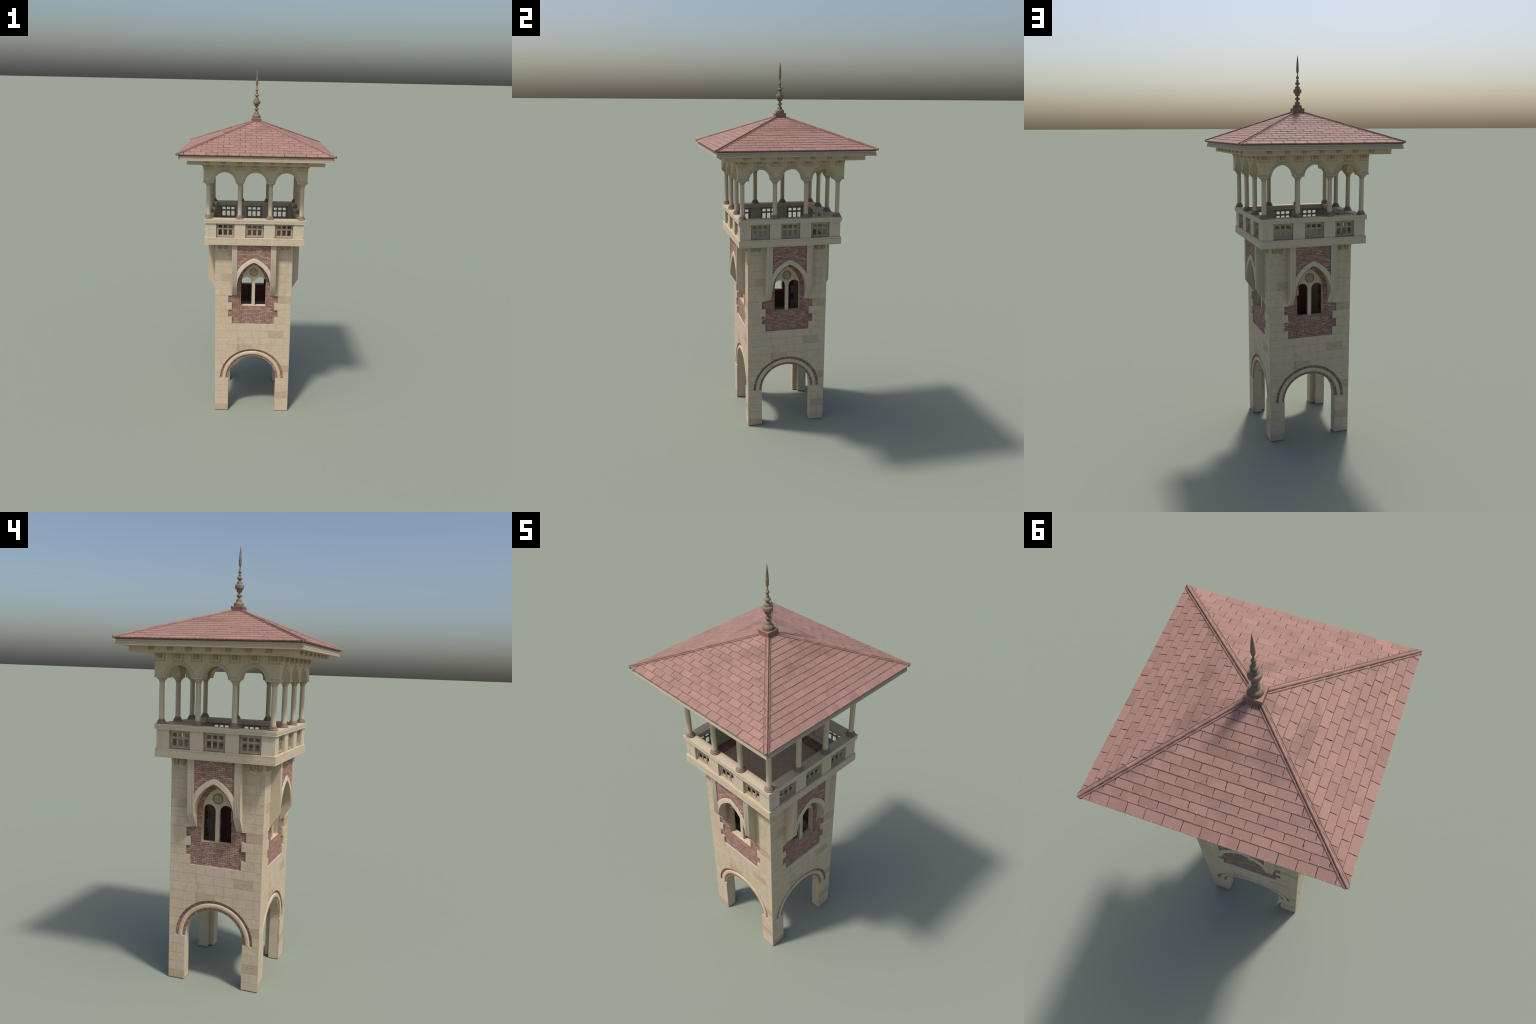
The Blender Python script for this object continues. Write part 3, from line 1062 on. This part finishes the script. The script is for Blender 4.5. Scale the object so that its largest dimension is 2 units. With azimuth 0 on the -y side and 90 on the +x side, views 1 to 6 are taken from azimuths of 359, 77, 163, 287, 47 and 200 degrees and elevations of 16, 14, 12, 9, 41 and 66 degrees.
whole = []
cut_me = []
hook_bm = bmesh.new()
cut_bm = bmesh.new()
shade_bm = bmesh.new()
for k in range(len(EDGES) - 1):
    a0, a1 = EDGES[k], EDGES[k + 1]
    s0 = (EAVE - a0) / CA
    ln = (a0 - a1) / CA
    if k:      # dark strip added as a painted shadow line under each course
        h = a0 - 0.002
        f = [[shade_bm.verts.new((x, y, z)) for x, y in ((-h, s0 - 0.0019), (h, s0 - 0.0019), (h - 0.002, s0 + 0.002), (-h + 0.002, s0 + 0.002))] for z in (-LIFT - 0.002, -LIFT + 0.0004)]
        shade_bm.faces.new(f[0][::-1])
        shade_bm.faces.new(f[1])
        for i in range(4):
            shade_bm.faces.new((f[0][i], f[0][(i + 1) % 4], f[1][(i + 1) % 4], f[1][i]))
    off = TW / 2 if k % 2 == 0 else 0.0
    for i in range(-9, 10):
        wc = i * TW + off + TW / 2          # joints fall on multiples of the tile width
        if abs(wc) - TW / 2 > a0:
            continue
        full = abs(wc) + TW / 2 < a1 - 0.004
        if full:
            whole.append((k, wc, s0))
        else:
            poly = tile_outline(tr, ln, 1.0 if k else 0.25)
            # hip line: |w + wc| <= a0 - s*cos
            poly = clip(poly, 1, CA, a0 - wc - 0.0005)
            poly = clip(poly, -1, CA, a0 + wc - 0.0005)
            if len(poly) > 2:
                area = abs(sum(p[0] * q[1] - q[0] * p[1] for p, q in zip(poly, poly[1:] + poly[:1]))) / 2
                if area > 2e-5:
                    tile_solid(cut_bm, poly, wc, s0, ln, 0.0105 if k == 0 else THICK, tr.uniform(-0.0002, 0.0002), 0.009 if k == 0 else 0.0)
        if abs(wc) < a0 - 0.012 and tr.random() < 0.6:
            m = Matrix.Translation((wc + tr.uniform(-.001, .001), s0 + 0.0026, 0.0004)) @ Matrix.Diagonal((0.0013, 0.0050, 0.0008, 1))
            bmesh.ops.create_cube(hook_bm, size=1, matrix=m)
whole.sort(key=lambda t: (t[0], abs(t[1])))
keep = whole[:75]
for k, wc, s0 in whole[75:]:
    tile_solid(cut_bm, tile_outline(tr, L_STD), wc, s0, L_STD, THICK)
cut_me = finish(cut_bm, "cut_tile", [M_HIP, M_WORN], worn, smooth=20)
shade_me = finish(shade_bm, "roof_shade_line", M_ROOF_LINE)
hook_me = finish(hook_bm, "copper_hook", M_HOOK)
for S in SIDES:
    for k, wc, s0 in keep:
        me = tr.choice(eave_var if k == 0 else variants)
        J = Matrix.Translation((wc + tr.uniform(-.0004, .0004), s0 + tr.uniform(-.0006, .0006) * (1 if k else 0.2), tr.uniform(-.0003, .0003))) @ Matrix.Rotation(tr.uniform(-.007, .007) * (1 if k else 0.2), 4, "Z")
        put("roof_tile", me, roof, S @ PLANE @ J)
    put("cut_tile", cut_me, roof, S @ PLANE, "stuff")
    put("roof_shade_line", shade_me, roof, S @ PLANE)
    put("copper_hook", hook_me, roof, S @ PLANE, "stuff")

# hip rolls: lapped half-round tiles over a flange, ten to a hip
hip_dir = Vector((-1, 1, PITCH)).normalized()     # from the front right corner up the hip
side = Vector((1, 1, 0)).normalized()
up = side.cross(hip_dir)
if up.z < 0:
    up = -up


def build_roll(length):
    bm = bmesh.new()
    drop = -0.0040
    prof = [(-0.0092, drop - 0.0035), (-0.0092, drop + 0.0024), (-0.0066, drop + 0.0030), (-0.0058, drop + 0.0002), (-0.0050, drop + 0.0002), (-0.0046, 0.0004)]
    prof += [(-0.0045 * cos(pi * i / 8), 0.0008 + 0.0052 * sin(pi * i / 8)) for i in range(9)]
    prof += [(-x, z) for x, z in prof[5::-1]]
    rows = []
    for t, s in ((0, 1.0), (0.0015, 1.06), (0.0045, 1.06), (0.0055, 1.0), (length * 0.6, 0.985), (length + 0.0005, 0.97)):
        rows.append([bm.verts.new(side * (x * s * 0.97) + up * (z * s - 0.0008 if z > 0 else z - 0.0004) + hip_dir * t) for x, z in prof])
    n = len(prof)
    for p, q in zip(rows, rows[1:]):
        for i in range(n):
            j = (i + 1) % n
            bm.faces.new((p[i], p[j], q[j], q[i]))
    bm.faces.new(rows[0][::-1])
    bm.faces.new(rows[-1])
    return finish(bm, "hip_roll", M_RIDGE, smooth=40)


foot = Vector((EAVE - 0.0025, -EAVE + 0.0025, Z_EAVE + 0.0025 * PITCH))
hip_len = (EAVE - 0.027) * sqrt(2 + PITCH ** 2)
N_ROLL = 10
bm = bmesh.new()      # dark board added to draw edge lines beside the hip rolls
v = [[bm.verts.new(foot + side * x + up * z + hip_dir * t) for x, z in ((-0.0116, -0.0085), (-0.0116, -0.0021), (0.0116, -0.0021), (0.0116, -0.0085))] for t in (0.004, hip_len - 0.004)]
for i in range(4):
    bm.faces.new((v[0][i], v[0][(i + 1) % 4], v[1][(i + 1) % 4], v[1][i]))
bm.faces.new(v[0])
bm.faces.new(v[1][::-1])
hip_edge_me = finish(bm, "hip_dark_edge", M_ROOF_LINE)
roll_me = build_roll(hip_len / N_ROLL)
for S in SIDES:
    put("hip_dark_edge", hip_edge_me, roof, S)
    for i in range(N_ROLL):
        put("hip_roll", roll_me, roof, S @ Matrix.Translation(foot + hip_dir * (hip_len * i / N_ROLL)))

bm = bmesh.new()
zb = 1.701
square_ring(bm, [(0.001, zb), (0.0285, zb), (0.0285, 1.7290), (0.0292, 1.7300), (0.0292, 1.7330), (0.0284, 1.7345), (0.0262, 1.7346), (0.001, 1.7340)])
cap = put("roof_cap", finish(bm, "roof_cap", M_RIDGE), tower)

# ---- finial
prof = [(0.0230, 1.7335), (0.0236, 1.7345), (0.0236, 1.7450), (0.0228, 1.7480), (0.0205, 1.7510), (0.0172, 1.7535), (0.0136, 1.7548), (0.0132, 1.7556), (0.0132, 1.7620), (0.0120, 1.7660), (0.0094, 1.7682), (0.0050, 1.7695),
        (0.0047, 1.7735), (0.0060, 1.7745), (0.0100, 1.7765), (0.0126, 1.7800), (0.0129, 1.7822), (0.0118, 1.7855), (0.0084, 1.7885), (0.0050, 1.7905), (0.0046, 1.7955), (0.0064, 1.7964), (0.0100, 1.7978), (0.0122, 1.8000),
        (0.0131, 1.8030), (0.0132, 1.8092), (0.0150, 1.8100), (0.0172, 1.8112), (0.0205, 1.8135), (0.0209, 1.8150), (0.0209, 1.8278), (0.0202, 1.8292), (0.0176, 1.8312), (0.0136, 1.8322), (0.0132, 1.8332), (0.0131, 1.8390),
        (0.0118, 1.8425), (0.0088, 1.8448), (0.0054, 1.8458), (0.0050, 1.8508), (0.0076, 1.8518), (0.0106, 1.8540), (0.0126, 1.8572), (0.0127, 1.8590), (0.0114, 1.8628), (0.0078, 1.8660), (0.0046, 1.8676), (0.0058, 1.8690),
        (0.0067, 1.8718), (0.0064, 1.8745), (0.0046, 1.8768), (0.0021, 1.8782), (0.0034, 1.8798), (0.0062, 1.8826), (0.0078, 1.8862), (0.0080, 1.8886), (0.0068, 1.8922), (0.0040, 1.8952), (0.0022, 1.8966), (0.0030, 1.8984),
        (0.0038, 1.9006), (0.0034, 1.9028), (0.0019, 1.9046), (0.0022, 1.9062), (0.0034, 1.9098), (0.0056, 1.9152), (0.0065, 1.9210), (0.0067, 1.9310), (0.0062, 1.9430), (0.0050, 1.9600), (0.0036, 1.9760), (0.0020, 1.9910), (0.0006, 2.0000)]
bm = bmesh.new()
lathe(bm, prof, 28)
finial = put("finial", finish(bm, "finial", M_BRONZE, smooth=38), cap)
